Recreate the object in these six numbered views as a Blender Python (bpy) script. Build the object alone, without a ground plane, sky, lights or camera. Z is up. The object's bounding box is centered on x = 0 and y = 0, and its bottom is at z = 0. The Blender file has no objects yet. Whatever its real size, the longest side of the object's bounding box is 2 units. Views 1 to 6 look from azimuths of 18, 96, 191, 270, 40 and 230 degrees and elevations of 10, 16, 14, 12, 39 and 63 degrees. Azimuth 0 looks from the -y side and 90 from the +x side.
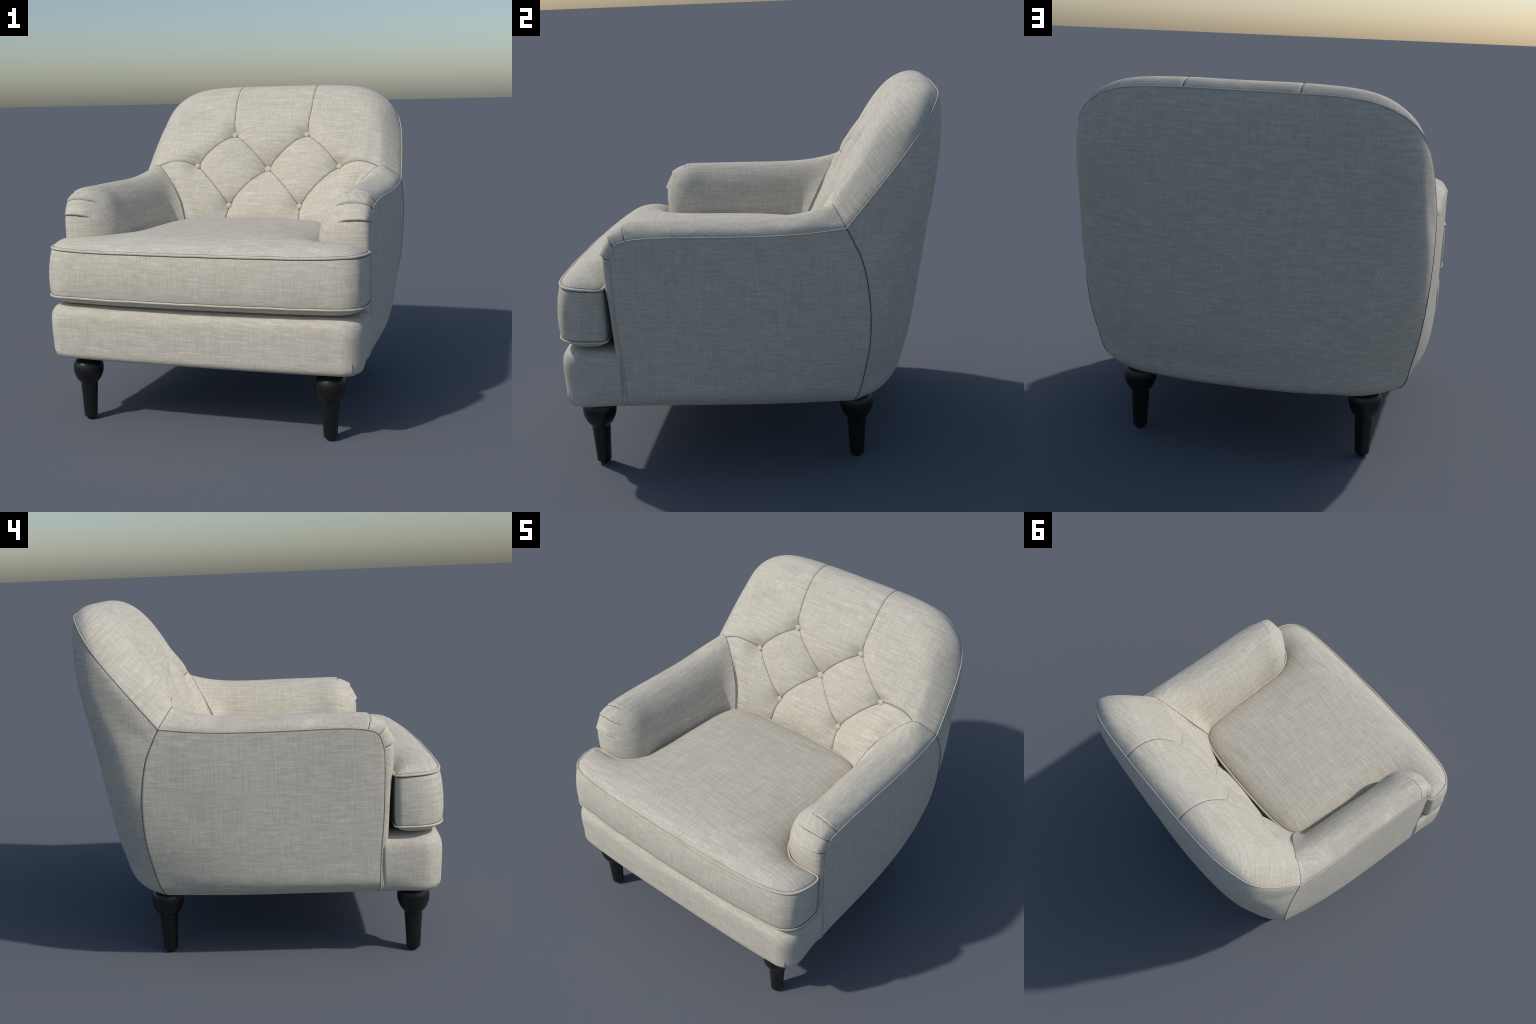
"""Tufted linen armchair with turned black legs, built from lofted panels."""
import bpy, math
import numpy as np
from mathutils import Vector
from mathutils.bvhtree import BVHTree

rng = np.random.default_rng(7)
A = lambda *p: np.array(p, float)
smooth01 = lambda t: np.clip(t, 0, 1) ** 2 * (3 - 2 * np.clip(t, 0, 1))

# ------------------------------------------------------------------ splines
def spline(t, P, q):
    """natural cubic spline through P (n,...) at knots t, evaluated at q"""
    t = np.asarray(t, float); P = np.asarray(P, float); n = len(t)
    sh = P.shape[1:]; P2 = P.reshape(n, -1)
    h = np.diff(t)
    M = np.zeros((n, n)); R = np.zeros((n, P2.shape[1])); M[0, 0] = M[-1, -1] = 1
    for i in range(1, n - 1):
        M[i, i - 1], M[i, i], M[i, i + 1] = h[i - 1], 2 * (h[i - 1] + h[i]), h[i]
        R[i] = 6 * ((P2[i + 1] - P2[i]) / h[i] - (P2[i] - P2[i - 1]) / h[i - 1])
    m = np.linalg.solve(M, R)
    q = np.asarray(q, float); k = np.clip(np.searchsorted(t, q) - 1, 0, n - 2)
    d = (q - t[k])[:, None]; hk = h[k][:, None]
    a, b = P2[k], P2[k + 1]
    c1 = (b - a) / hk - hk * (2 * m[k] + m[k + 1]) / 6
    out = a + d * c1 + d ** 2 * m[k] / 2 + d ** 3 * (m[k + 1] - m[k]) / (6 * hk)
    return out.reshape((len(q),) + sh)

def chord(P, axis):
    """mean centripetal-ish knot positions of a control net along an axis"""
    d = np.linalg.norm(np.diff(P, axis=axis), axis=-1) ** 0.8
    d = d.mean(axis=1 - axis) if P.ndim == 3 else d
    return np.r_[0, np.cumsum(d)]

def ease(n, e0=0.0, e1=0.0):
    """0..1 samples, denser towards the ends by e0 / e1"""
    s = np.linspace(0, 1, n)
    a = s - e0 * np.sin(2 * np.pi * s) / (2 * np.pi)
    return a if e0 == e1 else (1 - s) * a + s * (s - e1 * np.sin(2 * np.pi * s) / (2 * np.pi))

def loft(net, nr, nc, er=0.0, ec=0.0):
    net = np.asarray(net, float)
    tr, tc = chord(net, 0), chord(net, 1)
    G = spline(tr, net, ease(nr, er, er) * tr[-1])
    G = np.swapaxes(spline(tc, np.swapaxes(G, 0, 1), ease(nc, ec, ec) * tc[-1]), 0, 1)
    return G

def resample(P, n=None, step=None, closed=False):
    P = np.asarray(P, float)
    if closed: P = np.vstack([P, P[:1]])
    s = np.r_[0, np.cumsum(np.linalg.norm(np.diff(P, axis=0), axis=1))]
    n = n or max(2, int(s[-1] / step) + 1)
    q = np.linspace(0, s[-1], n + 1)[:-1] if closed else np.linspace(0, s[-1], n)
    return np.stack([np.interp(q, s, P[:, i]) for i in range(P.shape[1])], 1)

def curve(P, n=200):
    P = np.asarray(P, float); t = chord(P, 0)
    return resample(spline(t, P, np.linspace(0, t[-1], 4 * n)), n)

def normals(G):
    du = np.gradient(G, axis=0); dv = np.gradient(G, axis=1)
    N = np.cross(du, dv); return N / (np.linalg.norm(N, axis=-1, keepdims=True) + 1e-12)

def nearest(P, Q, chunk=4000):
    """distance from every point of P to the closest of Q, and its index"""
    P = P.reshape(-1, P.shape[-1]); D = np.empty(len(P)); I = np.empty(len(P), int)
    q2 = (Q ** 2).sum(1)
    for a in range(0, len(P), chunk):
        p = P[a:a + chunk]; d = (p ** 2).sum(1)[:, None] + q2 - 2 * p @ Q.T
        I[a:a + chunk] = d.argmin(1); D[a:a + chunk] = np.sqrt(np.maximum(d.min(1), 0))
    return D, I

def snap_edge(G, which, line, fade):
    """pull one edge of a grid onto a polyline, the pull fading into the panel"""
    H = {'r0': G, 'r1': G[::-1], 'c0': np.swapaxes(G, 0, 1), 'c1': np.swapaxes(G, 0, 1)[::-1]}[which]
    L = resample(line, step=0.0015)
    _, i = nearest(H[0], L); delta = L[i] - H[0]
    s = np.concatenate([np.zeros((1, H.shape[1])), np.cumsum(np.linalg.norm(np.diff(H, axis=0), axis=-1), axis=0)])
    H += delta[None] * np.exp(-(s / fade) ** 2)[..., None]

def edge_dip(G, edges, depth=0.008, width=0.007, sign=1):
    """roll the panel in towards its sewn edges"""
    N = normals(G) * sign; w = np.zeros(G.shape[:2])
    for e in edges:
        H = {'r0': G, 'r1': G[::-1], 'c0': np.swapaxes(G, 0, 1), 'c1': np.swapaxes(G, 0, 1)[::-1]}[e]
        s = np.concatenate([np.zeros((1, H.shape[1])), np.cumsum(np.linalg.norm(np.diff(H, axis=0), axis=-1), axis=0)])
        g = np.exp(-(s / width) ** 1.5)
        g = {'r0': g, 'r1': g[::-1], 'c0': g.T, 'c1': g[::-1].T}[e]
        w = np.maximum(w, g)
    G -= N * (w * depth)[..., None]

# ------------------------------------------------------------------ objects
chair = bpy.data.objects.new("armchair", None)
bpy.context.collection.objects.link(chair)
chair["label"] = "beige linen tufted armchair with turned black wooden legs"
chair["category"] = "armchair"

def add(name, verts, faces, mat, parent=chair, smooth=True):
    me = bpy.data.meshes.new(name)
    me.from_pydata(np.asarray(verts).tolist(), [], faces); me.update()
    if smooth: me.shade_smooth()
    if mat: me.materials.append(mat)
    ob = bpy.data.objects.new(name, me); bpy.context.collection.objects.link(ob)
    ob.parent = parent
    return ob

def grid_faces(r, c, flip=False, close=False):
    i = np.arange(r - 1)[:, None] * c
    j = np.arange(c if close else c - 1)[None]; k = (j + 1) % c
    q = np.stack([i + j, i + k, i + c + k, i + c + j], -1).reshape(-1, 4)
    return (q[:, ::-1] if flip else q).tolist()

def add_grid(name, G, mat, parent=chair, flip=False, close=False):
    return add(name, G.reshape(-1, 3), grid_faces(*G.shape[:2], flip, close), mat, parent)

def tube_mesh(P, r, closed=False, seg=10):
    P = np.asarray(P, float); n = len(P)
    T = np.roll(P, -1, 0) - np.roll(P, 1, 0) if closed else np.gradient(P, axis=0)
    T /= np.linalg.norm(T, axis=1, keepdims=True) + 1e-12
    U = np.zeros_like(P); u = np.cross(T[0], A(0.3, 0.5, 0.8)); u /= np.linalg.norm(u)
    for i in range(n):
        u = u - T[i] * (u @ T[i]); u /= np.linalg.norm(u); U[i] = u
    V = np.cross(T, U); a = np.linspace(0, 2 * np.pi, seg, endpoint=False)
    rr = np.broadcast_to(np.asarray(r, float), (n,))[:, None, None]
    G = P[:, None] + rr * (np.cos(a)[None, :, None] * U[:, None] + np.sin(a)[None, :, None] * V[:, None])
    if closed: G = np.concatenate([G, G[:1]])
    v = G.reshape(-1, 3); f = grid_faces(G.shape[0], seg, close=True)
    if not closed:
        v = np.vstack([v, P[0], P[-1]]); m = (n - 1) * seg
        f += [[(j + 1) % seg, j, len(v) - 2] for j in range(seg)] + [[m + j, m + (j + 1) % seg, len(v) - 1] for j in range(seg)]
    return v, f

def join(parts):
    V, F, o = [], [], 0
    for v, f in parts:
        V.append(v); F += [[i + o for i in q] for q in f]; o += len(v)
    return np.vstack(V), F

MX = A(-1, 1, 1)
def both(name, G, mat, parent=chair, flip=False):
    add_grid(name, G, mat, parent, flip)
    add_grid(name, G * MX, mat, parent, not flip)

# ---------------------------------------------------------------- materials
def linen(name, frames, tint=(1, 1, 1)):
    """slubby woven linen. frames: (along, across, up) object-space directions of
    the weft, of the direction its rows are stacked in, and of the remainder; a
    second frame is the cloth's run where the surface turns to face the front."""
    m = bpy.data.materials.new(name); m.use_nodes = True
    nt = m.node_tree; N = nt.nodes; L = nt.links; b = N["Principled BSDF"]
    tc = N.new("ShaderNodeTexCoord")
    def math_(op, x, y=None, k=None):
        q = N.new("ShaderNodeMath"); q.operation = op
        for i, v in enumerate((x, y, k)):
            if v is None: continue
            if isinstance(v, (int, float)): q.inputs[i].default_value = v
            else: L.new(v, q.inputs[i])
        return q.outputs[0]
    mul = lambda x, k, add=0.0: math_('MULTIPLY_ADD', x, k, add)
    plus = lambda x, y: math_('ADD', x, y)
    def weave(along, across, up):
        cb = N.new("ShaderNodeCombineXYZ")
        for s, v in zip("XYZ", (along, across, up)):
            d = N.new("ShaderNodeVectorMath"); d.operation = 'DOT_PRODUCT'
            L.new(tc.outputs["Object"], d.inputs[0]); d.inputs[1].default_value = v
            L.new(d.outputs["Value"], cb.inputs[s])
        def noise(scale, detail=2.0, rough=0.5, off=0.0):
            mp = N.new("ShaderNodeMapping"); mp.inputs["Scale"].default_value = scale
            mp.inputs["Location"].default_value = (off, off * 1.7, off * 0.6)
            L.new(cb.outputs[0], mp.inputs[0])
            n = N.new("ShaderNodeTexNoise"); n.inputs["Scale"].default_value = 1
            n.inputs["Detail"].default_value = detail; n.inputs["Roughness"].default_value = rough
            L.new(mp.outputs[0], n.inputs[0]); return n.outputs[0]
        weft = noise((7, 76, 7), 3, 0.6)             # long threads along the weft
        slub = noise((13, 125, 13), 1, 0.5, 4.0)     # pale thick dashes
        warp = noise((95, 6, 95), 2, 0.55, 9.0)      # weaker threads across
        blot = noise((9, 16, 9), 3, 0.55, 13.0)
        grain = noise((190, 210, 190), 2, 0.6, 5.0)
        dash = math_('MAXIMUM', mul(slub, 1.0, -0.56), 0.0)
        v = plus(plus(mul(weft, 0.82), mul(dash, 0.90)), plus(mul(warp, 0.54), plus(mul(blot, 0.08), mul(grain, 0.66))))
        return mul(v, 1.0, -0.555), plus(plus(mul(slub, 0.5), mul(warp, 0.4)), mul(grain, 0.7))
    v, h = weave(*frames[0])
    if len(frames) > 1:
        v2, h2 = weave(*frames[1])
        g = N.new("ShaderNodeNewGeometry"); sp = N.new("ShaderNodeSeparateXYZ"); L.new(g.outputs["Normal"], sp.inputs[0])
        mr = N.new("ShaderNodeMapRange"); mr.interpolation_type = 'SMOOTHSTEP'
        mr.inputs["From Min"].default_value = 0.55; mr.inputs["From Max"].default_value = 0.8
        L.new(math_('ABSOLUTE', sp.outputs["Y"]), mr.inputs["Value"])
        def mix(a, c):
            q = N.new("ShaderNodeMix"); L.new(mr.outputs[0], q.inputs[0]); L.new(a, q.inputs[2]); L.new(c, q.inputs[3]); return q.outputs[0]
        v, h = mix(v, v2), mix(h, h2)
    rp = N.new("ShaderNodeValToRGB"); L.new(v, rp.inputs[0])
    cr = rp.color_ramp
    t = lambda c: tuple(a * k for a, k in zip(c, tint)) + (1,)
    cr.elements[0].position = 0.10; cr.elements[0].color = t((0.405, 0.373, 0.308))
    cr.elements[1].position = 0.95; cr.elements[1].color = t((0.700, 0.662, 0.578))
    e = cr.elements.new(0.5); e.color = t((0.536, 0.500, 0.421))
    L.new(rp.outputs[0], b.inputs["Base Color"])
    b.inputs["Roughness"].default_value = 0.92
    b.inputs["Specular IOR Level"].default_value = 0.25
    b.inputs["Sheen Weight"].default_value = 0.06
    b.inputs["Sheen Roughness"].default_value = 0.5
    bp = N.new("ShaderNodeBump"); bp.inputs["Strength"].default_value = 0.25
    bp.inputs["Distance"].default_value = 0.004
    L.new(h, bp.inputs["Height"]); L.new(bp.outputs[0], b.inputs["Normal"])
    return m

def plain(name, col, rough, spec=0.5, noise_amt=0.12, scale=60, coat=0.0):
    m = bpy.data.materials.new(name); m.use_nodes = True
    nt = m.node_tree; N = nt.nodes; L = nt.links; b = N["Principled BSDF"]
    tc = N.new("ShaderNodeTexCoord"); n = N.new("ShaderNodeTexNoise")
    n.inputs["Scale"].default_value = scale; n.inputs["Detail"].default_value = 3
    L.new(tc.outputs["Object"], n.inputs[0])
    rp = N.new("ShaderNodeValToRGB"); L.new(n.outputs[0], rp.inputs[0])
    rp.color_ramp.elements[0].position = 0.3; rp.color_ramp.elements[1].position = 0.7
    rp.color_ramp.elements[0].color = tuple(c * (1 - noise_amt) for c in col) + (1,)
    rp.color_ramp.elements[1].color = tuple(c * (1 + noise_amt) for c in col) + (1,)
    L.new(rp.outputs[0], b.inputs["Base Color"])
    b.inputs["Roughness"].default_value = rough; b.inputs["Specular IOR Level"].default_value = spec
    b.inputs["Coat Weight"].default_value = coat
    return m

UPRIGHT = ((1, 1, 0), (0, 0, 1), (1, -1, 0))
FRONT = ((1, 0, 0), (0, 0, 1), (0, 1, 0))
M_upright = linen("linen_upright", [UPRIGHT])
M_back = linen("linen_back", [((1, 0, 0), (0, 0.75, 0.75), (0, 0.7, -0.7))])
M_seat = linen("linen_seat", [((1, 0, 0), (0, 1, 0), (0, 0, 1))])
M_arm_right = linen("linen_arm_right", [((0, 1, 0), (0.6, 0, 0.8), (0.4, 0, -0.3)), FRONT])
M_arm_left = linen("linen_arm_left", [((0, 1, 0), (-0.6, 0, 0.8), (0.4, 0, 0.3)), FRONT])
M_piping = linen("linen_piping", [UPRIGHT], (1.04, 1.03, 1.02))
M_seam_shade = plain("seam_shade_dark", (0.080, 0.074, 0.064), 0.95, 0.1)  # dark colour that stands in for shade in creases and seams
M_wood = plain("black_lacquered_wood", (0.0070, 0.0069, 0.0067), 0.33, 0.5, 0.25, 14)
M_glide = plain("black_plastic", (0.01, 0.01, 0.01), 0.55)
M_dust = plain("black_dust_cover", (0.02, 0.02, 0.022), 0.95, 0.1)

# -------------------------------------------------------------- outer panels
# Back panel: columns from the side seam round the corner to the middle,
# each from the tucked-in bottom up to the piped top edge.
back_cols = [
 [(.785,.533,.390),(.815,.550,.428),(.834,.573,.50),(.851,.590,.58),(.874,.611,.694),(.902,.618,.94),(.911,.586,1.147),(.909,.548,1.24),(.906,.510,1.316)],
 [(.722,.580,.383),(.752,.615,.422),(.766,.633,.50),(.779,.654,.58),(.797,.683,.70),(.842,.727,.94),(.866,.753,1.20),(.872,.769,1.42),(.866,.767,1.631)],
 [(.668,.618,.378),(.697,.655,.417),(.707,.676,.50),(.718,.696,.58),(.734,.729,.70),(.764,.772,.94),(.794,.812,1.20),(.834,.864,1.52),(.822,.849,1.740)],
 [(.575,.658,.373),(.600,.700,.413),(.611,.728,.50),(.620,.750,.58),(.634,.781,.70),(.661,.823,.94),(.693,.865,1.20),(.742,.926,1.58),(.741,.903,1.816)],
 [(.458,.692,.380),(.475,.738,.409),(.484,.770,.50),(.492,.794,.58),(.501,.821,.70),(.521,.861,.94),(.545,.901,1.20),(.600,.962,1.62),(.600,.947,1.873)],
 [(.315,.718,.379),(.323,.769,.410),(.331,.797,.50),(.336,.818,.58),(.341,.845,.70),(.350,.882,.94),(.365,.922,1.20),(.395,.982,1.66),(.400,.966,1.893)],
 [(0,.730,.378),(0,.784,.408),(0,.813,.50),(0,.835,.58),(0,.861,.70),(0,.896,.94),(0,.936,1.20),(0,.994,1.66),(0,.971,1.896)],
]
for col in back_cols:                      # a full roll just below the piped edge
    t = np.array(col[-1]); k = np.clip((t[2] - 1.45) / .35, 0, 1)
    o = t * A(1, 1, 0) - A(0, .25, 0); o /= np.linalg.norm(o); o = A(o[0] * (1 - k * .6), o[1], 0)
    p = t + o * (.004 + .012 * k) - A(0, 0, .020 + .035 * k)
    if k == 0: p = t * .55 + np.array(col[-2]) * .45 + A(.0005, .002, 0)
    col.insert(-1, tuple(p))
half = np.array(back_cols)
net = np.concatenate([half, half[-2::-1] * MX]).swapaxes(0, 1)
G_back = loft(net, 150, 260, er=0.5, ec=0.3)
back_top = G_back[-1].copy(); back_seam = G_back[:, 0].copy()

# Side panel: columns from the front seam to the back seam.
side_cols = [
 [(.868,-.605,.394),(.898,-.608,.420),(.912,-.610,.46),(.915,-.612,.55),(.917,-.619,.66),(.918,-.630,.80),(.919,-.636,.95),(.920,-.638,1.08),(.920,-.636,1.165)],
 [(.867,-.590,.392),(.897,-.593,.425),(.912,-.595,.46),(.915,-.597,.55),(.917,-.604,.66),(.919,-.612,.80),(.921,-.618,.95),(.923,-.620,1.10),(.922,-.618,1.228)],
 [(.865,-.550,.392),(.895,-.553,.425),(.911,-.555,.46),(.915,-.558,.55),(.918,-.565,.66),(.921,-.572,.80),(.924,-.576,.95),(.926,-.578,1.12),(.926,-.576,1.268)],
 [(.860,-.470,.392),(.890,-.470,.425),(.909,-.470,.46),(.915,-.472,.55),(.919,-.474,.66),(.923,-.476,.80),(.926,-.478,.95),(.930,-.478,1.13),(.930,-.476,1.285)],
 [(.850,-.200,.392),(.882,-.200,.425),(.904,-.200,.46),(.914,-.200,.55),(.920,-.200,.66),(.925,-.200,.80),(.928,-.200,.95),(.930,-.200,1.13),(.926,-.200,1.287)],
 [(.828,.180,.391),(.862,.183,.428),(.885,.186,.47),(.902,.190,.56),(.914,.190,.67),(.921,.190,.81),(.926,.190,.96),(.926,.185,1.13),(.920,.180,1.289)],
 [(.802,.380,.390),(.838,.390,.432),(.862,.400,.485),(.880,.408,.57),(.897,.412,.68),(.910,.412,.86),(.918,.402,1.04),(.920,.380,1.18),(.915,.352,1.299)],
 back_cols[0][:-2] + back_cols[0][-1:],
]
G_side = loft(np.array(side_cols).swapaxes(0, 1), 140, 190, er=0.5, ec=0.5)
snap_edge(G_side, 'c1', back_seam, 0.08)
side_edge = np.vstack([G_side[:, 0], G_side[-1, 1:]])          # front edge up, then arm top to the back
half_edge = resample(side_edge, step=0.004)

piping_line = np.vstack([side_edge, G_back[-1, 1:-1], (side_edge * MX)[::-1]])
piping_line = resample(piping_line, step=0.006)

# --------------------------------------------------------------- inner back
c0 = [(.906,.510,1.316),(.894,.500,1.335),(.876,.488,1.352),(.824,.457,1.395),(.771,.431,1.410),(.700,.397,1.352),(.625,.345,1.262),(.550,.283,1.145),(.507,.230,1.03),(.465,.180,.88),(.44,.15,.70)]
c1 = [(.866,.767,1.631),(.846,.738,1.650),(.817,.698,1.661),(.768,.618,1.642),(.736,.546,1.567),(.690,.478,1.456),(.632,.402,1.307),(.558,.322,1.150),(.495,.262,1.03),(.455,.215,.88),(.43,.18,.70)]
c2 = [(.700,.918,1.838),(.697,.880,1.867),(.686,.830,1.874),(.662,.728,1.834),(.640,.632,1.730),(.600,.535,1.560),(.545,.452,1.365),(.480,.362,1.165),(.430,.300,1.03),(.400,.255,.88),(.38,.22,.70)]
c3 = [(.400,.966,1.893),(.400,.927,1.924),(.400,.872,1.935),(.398,.762,1.896),(.395,.660,1.780),(.380,.552,1.600),(.350,.465,1.390),(.310,.378,1.175),(.280,.328,1.03),(.260,.283,.88),(.25,.25,.70)]
c4 = [(0,.971,1.896),(0,.932,1.927),(0,.874,1.938),(0,.765,1.899),(0,.664,1.784),(0,.557,1.610),(0,.472,1.400),(0,.385,1.180),(0,.338,1.03),(0,.293,.88),(0,.26,.70)]
c12 = [(.822,.849,1.740),(.808,.823,1.769),(.777,.777,1.786),(.726,.680,1.755),(.692,.592,1.656),(.646,.507,1.511),(.589,.427,1.334),(.519,.342,1.157),(.464,.281,1.03),(.428,.235,.88),(.405,.20,.70)]
half = np.array([c0, c1, c12, c2, c3, c4])
net = np.concatenate([half, half[-2::-1] * MX]).swapaxes(0, 1)
NR, NC = 420, 560
G_in = loft(net, NR, NC, er=0.15)
snap_edge(G_in, 'r0', back_top, 0.06)
Nin = normals(G_in)
if Nin[NR // 2, NC // 2, 1] > 0: Nin = -Nin                    # outwards = towards the sitter

bv = BVHTree.FromPolygons(G_in.reshape(-1, 3).tolist(), grid_faces(NR, NC))
def on_back(x, z):
    h = bv.ray_cast(Vector((x, -0.3, z)), Vector((0, 1, 0)))[0]
    if h is None: h = bv.find_nearest(Vector((x, 0.43, z)))[0]
    return np.array(h)

bx = dict(a=(-.256, 1.621), b=(.256, 1.621), c=(-.501, 1.404), d=(-.001, 1.395), e=(.5, 1.404), f=(-.247, 1.147), g=(.247, 1.147))
def fold(p, q, arch):
    p, q = A(*p), A(*q); t = np.linspace(0, 1, 90)[:, None]
    n = A(-(q - p)[1], (q - p)[0]); n /= np.linalg.norm(n); n *= np.sign(n[1])
    P = p + (q - p) * t + n * arch * 4 * t * (1 - t)
    return np.array([on_back(*u) for u in P]), t[:, 0]
folds = [fold(bx[i], bx[j], 0.011) for i, j in ("ac", "ad", "bd", "be", "cf", "df", "dg", "eg")]
for s in (-1, 1):
    folds.append(fold(bx['c' if s < 0 else 'e'], (s * .765, 1.413), 0.022))
    folds.append(fold(bx['f' if s < 0 else 'g'], (s * .262, 0.98), 0.0))
    # the seam running from the upper button over the crown to the piped edge
    k = np.argmin(np.abs(G_in[40, :, 0] - s * .276)); pts = []
    for r in range(0, NR):
        if r > 60 and G_in[r, k, 2] < 1.609: break
        z = G_in[r, k, 2]
        x = s * (.256 + .018 * np.clip((z - 1.62) / .22, 0, 1) ** 0.7) if r > 60 else s * .274
        i = np.argmin(np.abs(G_in[r, :, 0] - x)); i = np.clip(i, 1, NC - 2)
        w = (x - G_in[r, i, 0]) / (G_in[r, i + 1, 0] - G_in[r, i, 0] + 1e-9)
        pts.append(G_in[r, i] * (1 - w) + G_in[r, i + 1] * w)
    P = resample(np.array(pts[::-1]), 120); folds.append((P, np.linspace(0, 1, 120)))

FP = np.vstack([p for p, _ in folds])
is_top = np.concatenate([np.full(len(p), len(p) == 120) for p, _ in folds])
ft = np.concatenate([t for _, t in folds])
BP = np.array([on_back(*v) for v in bx.values()])
zone_top = lambda x: 1.71 - .22 * np.clip((np.abs(x) - .25) / .5, 0, 1) ** 1.3
seam_base = resample(G_in[:, 0], step=.004)
def tuft(P):
    P = P.reshape(-1, 3)
    d, i = nearest(P, FP); db, _ = nearest(P, BP)
    sd = np.minimum(nearest(P, seam_base)[0], nearest(P, seam_base * MX)[0])
    s = ft[i]; depth = np.where(is_top[i], np.clip(1 - s * 2.2, 0, 1) ** 1.5, 1.0)
    z = smooth01((zone_top(P[:, 0]) + .09 - P[:, 2]) / .25) * (1 - np.exp(-(sd / .05) ** 1.3))
    z *= (.6 + .4 * smooth01((P[:, 2] - 1.0) / .14)) * smooth01((.80 - np.abs(P[:, 0])) / .13)
    pillow = 1 - np.exp(-(d / .055) ** 1.25)
    core = np.exp(-(P[:, 0] / .25) ** 2 - ((P[:, 2] - 1.44) / .19) ** 2)   # the hollow the sitter leans into
    rim = 1.1 * smooth01((np.abs(P[:, 0]) - .30) / .25) + smooth01((P[:, 2] - 1.60) / .10)
    out = z * (0.016 - .026 * core + .010 * np.clip(rim, 0, 1.1) + .020 * pillow)                                  # stuffed diamonds
    out += -0.007 * np.exp(-(d / 0.0055) ** 1.4)                        # sewn crease
    out += -0.011 * depth * (1 - z) * np.exp(-(d / 0.045) ** 1.1)      # soft valley above
    out += -0.046 * np.exp(-(np.maximum(db - .016, 0) / 0.052) ** 1.15)                      # pulled-in buttons
    return out
G_t = G_in + Nin * tuft(G_in).reshape(NR, NC)[..., None]
arm_seam = G_t[:, 0].copy()
edge_dip(G_t, ['r0'], 0.0035, 0.005, sign=1 if (normals(G_t)[NR // 2, NC // 2, 1] < 0) else -1)
backrest = add_grid("backrest", G_t, M_back)

# dark tubes laid in the creases, standing in for their shade
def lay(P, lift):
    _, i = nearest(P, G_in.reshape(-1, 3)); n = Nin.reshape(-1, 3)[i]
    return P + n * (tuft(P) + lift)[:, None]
dark_lines = []
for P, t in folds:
    Q = lay(P, 0.0012); dark_lines.append(tube_mesh(Q, 0.0021, seg=6))

# buttons
ang = np.linspace(0, np.pi / 2, 9); th = np.linspace(0, 2 * np.pi, 29)[:-1]
def button_mesh(R=0.0235, H=0.014):
    rows = [[(R * math.sin(a) ** 0.9 * math.cos(t), R * math.sin(a) ** 0.9 * math.sin(t), H * math.cos(a)) for t in th] for a in ang[1:]]
    rows.append([(R * .93 * math.cos(t), R * .93 * math.sin(t), -0.010) for t in th])
    v = [(0, 0, H)] + [p for r in rows for p in r]; n = len(th)
    f = [[0, 1 + j, 1 + (j + 1) % n] for j in range(n)]
    for r in range(len(rows) - 1):
        f += [[1 + r * n + j, 1 + (r + 1) * n + j, 1 + (r + 1) * n + (j + 1) % n, 1 + r * n + (j + 1) % n] for j in range(n)]
    return v, f
bpos = lay(BP, 0.0085); _, bi = nearest(BP, G_in.reshape(-1, 3))
first = None
for k, (p, i) in enumerate(zip(bpos, bi)):
    nrm = Vector(Nin.reshape(-1, 3)[i])
    if first is None:
        ob = first = add("button", *button_mesh(), M_back, backrest)
    else:
        ob = first.copy(); bpy.context.collection.objects.link(ob)
    ob.location = p; ob.rotation_mode = 'QUATERNION'; ob.rotation_quaternion = nrm.to_track_quat('Z', 'Y')
    sc = 1.0 if k == 3 else 0.86
    ob.scale = (sc, sc, 1)
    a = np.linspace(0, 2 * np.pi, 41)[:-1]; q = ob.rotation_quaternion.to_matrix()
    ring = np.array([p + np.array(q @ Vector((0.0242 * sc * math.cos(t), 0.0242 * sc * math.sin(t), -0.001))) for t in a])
    dark_lines.append(tube_mesh(ring, 0.0022, closed=True, seg=6))  # dark ring added to outline the button edge
tv, tf = join(dark_lines)
add("seam_shade", tv, tf, M_seam_shade, backrest)  # crease shade as dark tubes, joined with the button outlines

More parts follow.
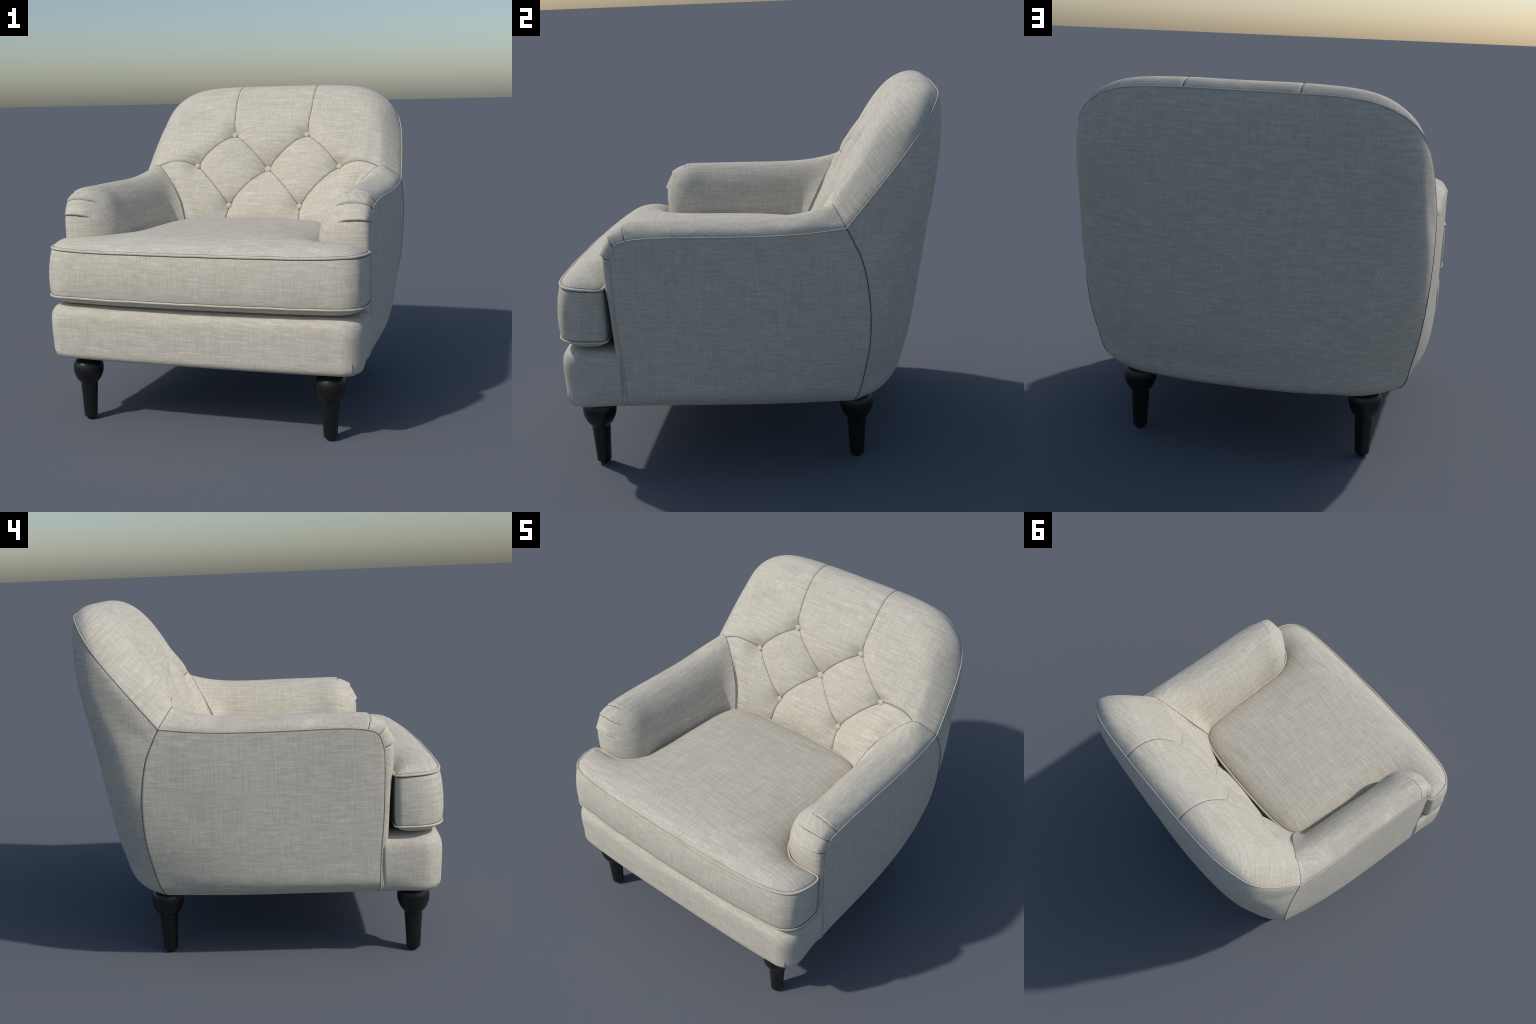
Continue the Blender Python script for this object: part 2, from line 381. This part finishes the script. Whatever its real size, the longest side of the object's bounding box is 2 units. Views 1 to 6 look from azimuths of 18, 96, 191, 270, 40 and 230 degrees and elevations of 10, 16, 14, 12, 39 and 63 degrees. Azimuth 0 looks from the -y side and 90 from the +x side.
# --------------------------------------------------------------------- arms
# stations from the back seam along the arm, over the front corner and down
arm = [
 [c0[0]] + c0[2:10],
 [(.917,.345,1.299),(.898,.338,1.330),(.845,.322,1.362),(.772,.302,1.370),(.698,.277,1.322),(.640,.248,1.242),(.590,.214,1.138),(.548,.182,1.03),(.520,.150,.88)],
 [(.920,.180,1.289),(.900,.176,1.318),(.842,.166,1.347),(.766,.156,1.350),(.692,.142,1.304),(.635,.128,1.226),(.592,.112,1.124),(.562,.097,1.03),(.545,.080,.88)],
 [(.926,-.200,1.287),(.905,-.200,1.316),(.846,-.202,1.344),(.770,-.202,1.347),(.698,-.205,1.305),(.642,-.208,1.228),(.602,-.212,1.128),(.580,-.215,1.03),(.568,-.220,.88)],
 [(.930,-.440,1.286),(.909,-.440,1.315),(.852,-.440,1.343),(.778,-.440,1.344),(.708,-.438,1.304),(.650,-.436,1.232),(.612,-.434,1.133),(.596,-.432,1.03),(.588,-.430,.90)],
 [(.928,-.540,1.280),(.908,-.553,1.308),(.852,-.565,1.334),(.778,-.563,1.333),(.702,-.548,1.300),(.643,-.525,1.230),(.608,-.500,1.130),(.596,-.480,1.03),(.590,-.455,.88)],
 [(.924,-.603,1.248),(.908,-.628,1.270),(.852,-.645,1.288),(.778,-.643,1.284),(.708,-.620,1.258),(.650,-.583,1.205),(.612,-.545,1.110),(.598,-.510,1.01),(.591,-.470,.85)],
 [(.920,-.634,1.180),(.908,-.664,1.190),(.854,-.684,1.200),(.780,-.682,1.200),(.712,-.658,1.185),(.654,-.615,1.145),(.615,-.565,1.065),(.599,-.520,.98),(.592,-.475,.82)],
 [(.920,-.638,1.080),(.908,-.668,1.083),(.854,-.690,1.085),(.780,-.688,1.085),(.712,-.665,1.078),(.654,-.622,1.055),(.616,-.572,1.000),(.600,-.525,.92),(.592,-.478,.78)],
 [(.919,-.636,.950),(.908,-.659,.950),(.854,-.674,.950),(.780,-.672,.950),(.712,-.660,.945),(.654,-.620,.935),(.616,-.572,.900),(.600,-.525,.84),(.592,-.478,.72)],
 [(.917,-.622,.700),(.906,-.645,.700),(.854,-.655,.700),(.780,-.655,.700),(.712,-.645,.700),(.654,-.610,.695),(.616,-.568,.69),(.600,-.525,.67),(.592,-.478,.62)],
 [(.914,-.610,.460),(.905,-.632,.460),(.854,-.640,.440),(.780,-.640,.440),(.712,-.632,.440),(.654,-.605,.440),(.616,-.566,.44),(.600,-.525,.44),(.592,-.478,.44)],
 [(.870,-.605,.400),(.866,-.632,.400),(.840,-.640,.400),(.780,-.640,.400),(.712,-.632,.400),(.654,-.605,.400),(.616,-.566,.40),(.600,-.525,.40),(.592,-.478,.40)],
]
G_arm = loft(np.array(arm).swapaxes(0, 1), 220, 520)
snap_edge(G_arm, 'r0', side_edge, 0.05)
snap_edge(G_arm, 'c0', arm_seam, 0.12)
Na = normals(G_arm)
if Na[50, 150, 2] < 0: Na = -Na

# pleats gathered over the front corner: each is a lip that laps the one below
along = np.cumsum(np.r_[0, np.linalg.norm(np.diff(G_arm[66], axis=0), axis=1)])
def station(y=None, z=None):
    c = G_arm[66]
    k = np.argmin(np.abs(c[:, 1] - y)) if y is not None else [i for i in range(len(c)) if c[i, 2] < z and c[i, 1] < -.5][0]
    return along[k]
xw = G_arm[..., 0]
pleat_lines = []
for s0, depth, x_end, tilt in ((station(y=-.555), .005, .735, .30), (station(z=1.283), .011, .70, .05), (station(z=1.195), .014, .73, -.22)):
    lip = s0 + tilt * (xw - .80) * .35
    d = lip - along[None, :]                                  # >0 above the lip
    fade = np.clip((xw - x_end) / .07, 0, 1); fade = fade * fade * (3 - 2 * fade)
    fade = fade * (.12 + .88 * smooth01((.917 - xw) / .03))      # tucked behind the piping
    h = np.where(d > 0, np.exp(-d / .040), np.exp(-(d / .0045) ** 2))
    groove = -0.006 * np.exp(-((d + .0065) / .004) ** 2)
    G_arm += Na * ((depth * h + groove) * fade)[..., None]
    pts = []
    for r in range(0, G_arm.shape[0]):
        if xw[r].max() < x_end + .01: break
        k = np.argmin(np.abs(d[r] + .0065))
        if fade[r, k] < .22 and r > 40: break
        pts.append((r, k))
    pleat_lines.append(pts)
pleat_dark_lines = []
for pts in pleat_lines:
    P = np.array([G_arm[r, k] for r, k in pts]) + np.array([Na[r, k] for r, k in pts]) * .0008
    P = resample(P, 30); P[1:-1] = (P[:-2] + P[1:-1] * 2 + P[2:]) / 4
    pleat_dark_lines.append(tube_mesh(P, np.r_[np.full(20, .0018), np.linspace(.0018, .0006, 10)], seg=6))  # dark tube for the shade below the pleat lip
sgn = 1 if np.sum(normals(G_arm) * Na) > 0 else -1
edge_dip(G_arm, ['r0'], 0.0035, 0.005, sign=sgn)
flip_a = sgn < 0
arm_r = add_grid("arm", G_arm, M_arm_right, flip=flip_a)
arm_l = add_grid("arm", G_arm * MX, M_arm_left, flip=not flip_a)

# ------------------------------------------------- finish the outer panels
def outward(G, ref):
    n = normals(G)[G.shape[0] // 2, G.shape[1] // 2]
    return 1 if n @ ref > 0 else -1
sb = outward(G_back, A(0, 1, 0)); ss = outward(G_side, A(1, 0, 0))
back_seam_line = G_back[2:, 0].copy()
edge_dip(G_back, ['r1', 'c0', 'c1'], 0.0028, 0.004, sb)
edge_dip(G_side, ['r1', 'c0', 'c1'], 0.0028, 0.004, ss)
back_panel = add_grid("back_panel", G_back, M_upright, flip=sb < 0)
side_r = add_grid("side_panel", G_side, M_upright, flip=ss < 0)
side_l = add_grid("side_panel", G_side * MX, M_upright, flip=ss > 0)

v, f = tube_mesh(piping_line, 0.0032, seg=12)
add("piping", v, f, M_piping)
# dark tubes in place of groove shade: arm-to-back seam, side-to-back seam, both sides; pleats
lines = []
P = resample(arm_seam[4:], step=0.006); lines.append(P)
lines.append(resample(back_seam_line, step=0.006))
sv = []
for P in lines:
    for m in (A(1, 1, 1), MX):
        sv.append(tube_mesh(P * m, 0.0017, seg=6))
# dark line for the shade where the inner cover is sewn against the piping
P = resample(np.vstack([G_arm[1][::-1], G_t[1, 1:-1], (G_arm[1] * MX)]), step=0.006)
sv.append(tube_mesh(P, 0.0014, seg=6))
for t in pleat_dark_lines:
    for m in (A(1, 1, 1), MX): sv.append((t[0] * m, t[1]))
add("seam_shade", *join(sv), M_seam_shade)

# --------------------------------------------------------------- seat cushion
def tplan(front, corner):
    """half outline of the T-shaped seat, from the middle of the front round to the middle of the back"""
    P = [(0, front), (.2, front + .004), (.4, front + .008), (.58, front + .017), (.71, front + .029)]
    P += corner
    P += [(.924, -.75), (.920, -.705), (.905, -.693), (.87, -.692), (.80, -.692), (.72, -.684), (.665, -.648), (.625, -.600), (.600, -.545), (.588, -.45),
          (.580, -.30), (.570, -.12), (.560, .05), (.545, .15), (.512, .220), (.455, .257), (.36, .277), (.20, .287), (0, .291)]
    h = np.array(P); full = np.vstack([h, h[-2:0:-1] * A(-1, 1)])
    return full
def closed_smooth(P, n, it=2):
    t = np.r_[0, np.cumsum(np.linalg.norm(np.diff(np.vstack([P[-3:], P, P[:4]]), axis=0), axis=1) ** .7)]
    Q = spline(t, np.vstack([P[-3:], P, P[:4]]), np.linspace(t[3], t[-4], 6 * n)[:-1])
    return resample(Q, n, closed=True)
NS = 560
top_o = closed_smooth(tplan(-.978, [(.82, -.922), (.886, -.873), (.917, -.80)]), NS)
bot_o = closed_smooth(tplan(-.984, [(.83, -.940), (.893, -.895), (.924, -.82)]), NS)
ZT, ZB = 1.024, .757
def zt(xy): return ZT - .004 * smooth01((xy[:, 1]) / .25) + 0.006 * np.clip((np.abs(xy[:, 0]) - .6) / .3, 0, 1) * np.clip((-xy[:, 1] - .6) / .2, 0, 1)
ctr = A(0, -.65)
def cap(outline, z0, crown, soft, broad, sign, rings=90):
    rows = []; ZC = np.mean(z0)
    L = outline; seg_len = np.linalg.norm(np.diff(L, axis=0), axis=1).mean()
    for k in range(rings):
        s = 1 - (k / (rings - 1)) ** 1.3 * .9995 if k else 1
        P = ctr + (outline - ctr) * s
        d, _ = nearest(P, L)
        q = ((P ** 2).sum(1)[:, None] + (L ** 2).sum(1) - 2 * P @ L.T)
        ds = (np.sum(1 / np.maximum(q, 1e-7) ** 1.5, 1) * seg_len / 2) ** -0.5     # smooth distance
        edge = 1 - np.exp(-ds / soft)
        zz = ZC + (z0 - ZC) * s ** 2 + sign * (crown * edge + broad * (1 - np.exp(-(ds / .20) ** 1.2)) * (1 - .26 * smooth01((P[:, 1] + .15) / .42)))
        rows.append(np.c_[P, zz])
    return np.array(rows)
def cap_faces(G):
    r, c = G.shape[:2]; f = grid_faces(r, c, close=True)
    return f + [list(range((r - 1) * c, r * c))]
G_top = cap(top_o, zt(top_o), .040, .038, .068, 1)
G_bot = cap(bot_o, ZB, .050, .035, .012, -1, 60)
nb = 40; box = []
tn = np.roll(top_o, -1, 0) - np.roll(top_o, 1, 0); tn /= np.linalg.norm(tn, axis=1, keepdims=True)
on = np.c_[tn[:, 1], -tn[:, 0]]
for k in range(nb):
    t = ease(nb, .5, .5)[k]
    xy = bot_o * (1 - t) + top_o * t
    bulge = .019 * (4 * t * (1 - t)) ** .7
    fr = smooth01((-on[:, 1] - .2) / .7); sd_ = smooth01((np.abs(on[:, 0]) - .3) / .6) * smooth01((-top_o[:, 1] - .6) / .1)
    bulge = bulge * np.clip(.15 + .85 * fr + .3 * sd_, 0, 1)
    box.append(np.c_[xy + on * bulge[:, None], (ZB * (1 - t) + zt(top_o) * t)])
G_box = np.array(box)
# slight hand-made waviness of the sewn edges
wob = lambda o: 0.0007 * np.sin(o[:, 0] * 17 + 1) + 0.0006 * np.sin(o[:, 0] * 31 + o[:, 1] * 19)
seat = add("seat_cushion", G_top.reshape(-1, 3), cap_faces(G_top), M_seat)
add_grid("cushion_boxing", G_box, M_upright, seat, close=True)
add("cushion_underside", G_bot.reshape(-1, 3), [q[::-1] for q in cap_faces(G_bot)], M_seat, seat)
R = .0066
pt = np.c_[top_o + on * .0035, zt(top_o) + wob(top_o) * .6]; pb = np.c_[bot_o + on * .0035, ZB + wob(bot_o)]
for P in (pt, pb):
    v, f = tube_mesh(P, R, closed=True, seg=12); add("piping", v, f, M_piping, seat)
# dark tubes that paint the shade on both sides of each piping
sv = []
inn = lambda o, d: o - on * d
sv.append(tube_mesh(np.c_[inn(top_o, .0070), zt(top_o) + .0076 + wob(top_o) * .6], .0010, closed=True, seg=6))
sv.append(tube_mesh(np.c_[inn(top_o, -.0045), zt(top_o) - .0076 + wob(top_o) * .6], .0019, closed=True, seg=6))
sv.append(tube_mesh(np.c_[inn(bot_o, -.0045), ZB + .0074 + wob(bot_o)], .0014, closed=True, seg=6))
add("seam_shade", *join(sv), M_seam_shade, seat)

# ----------------------------------------------------------------- front rail
def rrect(hx, y0, y1, rf, n=60):
    """half-width hx, front y0 with rounded corners rf, straight back y1; open at the back"""
    a = np.linspace(0, np.pi / 2, n)
    right = np.c_[hx - rf + rf * np.cos(a[::-1]) , y0 + rf - rf * np.sin(a[::-1])]
    right = right[:, :]
    pts = np.vstack([np.c_[np.linspace(0, hx - rf, 90)[:-1], np.full(89, y0)], right, np.c_[np.full(30, hx), np.linspace(y0 + rf, y1, 31)[1:]], A((hx - .004, y1 + .006), (hx - .016, y1 + .009), (hx - .05, y1 + .009))])
    return np.vstack([pts[::-1], (pts * A(-1, 1))[1:]])
prof = [(.10, .388), (.058, .388), (.032, .392), (.014, .404), (.005, .420), (.001, .442), (-.001, .48), (-.004, .54), (-.005, .60), (-.002, .645),
        (.006, .668), (.020, .685), (.040, .696), (.07, .703), (.12, .708)]
pc = curve(np.array(prof), 70)
rows = []
for inset, z in pc:
    o = rrect(.918 - inset, -.935 + inset, -.632, max(.105 - inset * .4, .04))
    o[:, 1] += -.026 * (1 - (np.abs(o[:, 0]) / .92) ** 3.5) * np.clip((-.66 - o[:, 1]) / .15, 0, 1)
    o[:, 0] *= 1 - .024 * smooth01((.515 - z) / .12) ** 1.4 * smooth01((o[:, 1] + .84) / .2)   # the sides tuck under with the frame
    rows.append(np.c_[o, np.full(len(o), z)])
G_rail = np.array(rows)
# folded dart at the lower corners
Nr = normals(G_rail); sr = 1 if Nr[30, G_rail.shape[1] // 2, 1] < 0 else -1
ax = np.abs(G_rail[..., 0]); dxy = (ax - .872)
zf = np.clip((.468 - G_rail[..., 2]) / .03, 0, 1) * (G_rail[..., 1] < -.85)
h = np.where(dxy < 0, .004 * np.exp(dxy / .03), -.006 * np.exp(-dxy / .007))
G_rail += Nr * sr * (h * zf)[..., None]
rail = add_grid("front_rail", G_rail, M_upright, flip=sr < 0)

# deck under the cushion and dust cover under the frame
def plate(name, outline, z, mat, t=.004):
    n = len(outline); v = [(x, y, z) for x, y in outline] + [(x, y, z - t) for x, y in outline]
    f = [list(range(n)), list(range(2 * n - 1, n - 1, -1))] + [[i, n + i, n + (i + 1) % n, (i + 1) % n] for i in range(n)]
    return add(name, v, f, mat, smooth=False)
plate("seat_deck", [(-.82, -.83), (.82, -.83), (.82, -.64), (.61, -.55), (.56, .36), (-.56, .36), (-.61, -.55), (-.82, -.64)], .706, M_seat)
rim = np.vstack([G_side[0], G_back[0][1:-1], (G_side[0] * MX)[::-1], A((-.82, -.835, .389), (.82, -.835, .389))])
rim = resample(rim, 300, closed=True); mid = A(0, -.1, .41)
G_dust = np.array([mid * A(1, 1, 0) * k + rim * A(1 - k, 1 - k, 1) + A(0, 0, .012 * min(k * 8, 1)) for k in np.linspace(0, .995, 14)])
G_dust[:, :, 2] = G_dust[:, :, 2] * (1 - np.linspace(0, 1, 14)[:, None]) + .415 * np.linspace(0, 1, 14)[:, None]
add("dust_cover", G_dust.reshape(-1, 3), cap_faces(G_dust), M_dust)

# ----------------------------------------------------------------------- legs
leg_prof = [(0, .0155), (.034, .0155), (.0372, .0175), (.0385, .022), (.0390, .03), (.0435, .12), (.0492, .219), (.0505, .226), (.056, .232), (.066, .243), (.078, .266),
            (.0855, .289), (.0880, .312), (.0858, .335), (.0785, .354), (.066, .368), (.058, .3745), (.0555, .378), (.0565, .381), (.064, .384), (.067, .392), (.0665, .41), (0, .41)]
def turned(profile, n=48, sharp=None):
    P = np.array(profile); t = np.linspace(0, 2 * np.pi, n + 1)[:-1]
    G = np.stack([np.stack([r * np.cos(t), r * np.sin(t), np.full(n, z)], 1) for r, z in P])
    return G.reshape(-1, 3), grid_faces(len(P), n, close=True)
lp = np.array(leg_prof)
body = curve(lp[7:16], 60)
lp = np.vstack([lp[:7], body, lp[16:]])
lv, lf = turned(lp)
gv, gf = turned([(0, 0), (.020, 0), (.0225, .002), (.0225, .018)], 28)
leg0 = glide0 = None
for x, y in ((.727, -.811), (-.727, -.811), (.618, .542), (-.618, .542)):
    if leg0 is None:
        ob = leg0 = add("leg", lv, lf, M_wood); g = glide0 = add("glide", gv, gf, M_glide, leg0)
        try: leg0.data.set_sharp_from_angle(angle=math.radians(50))
        except Exception: pass
    else:
        ob = leg0.copy(); g = glide0.copy(); g.parent = ob
        bpy.context.collection.objects.link(ob); bpy.context.collection.objects.link(g)
    ob.location = (x, y, 0)
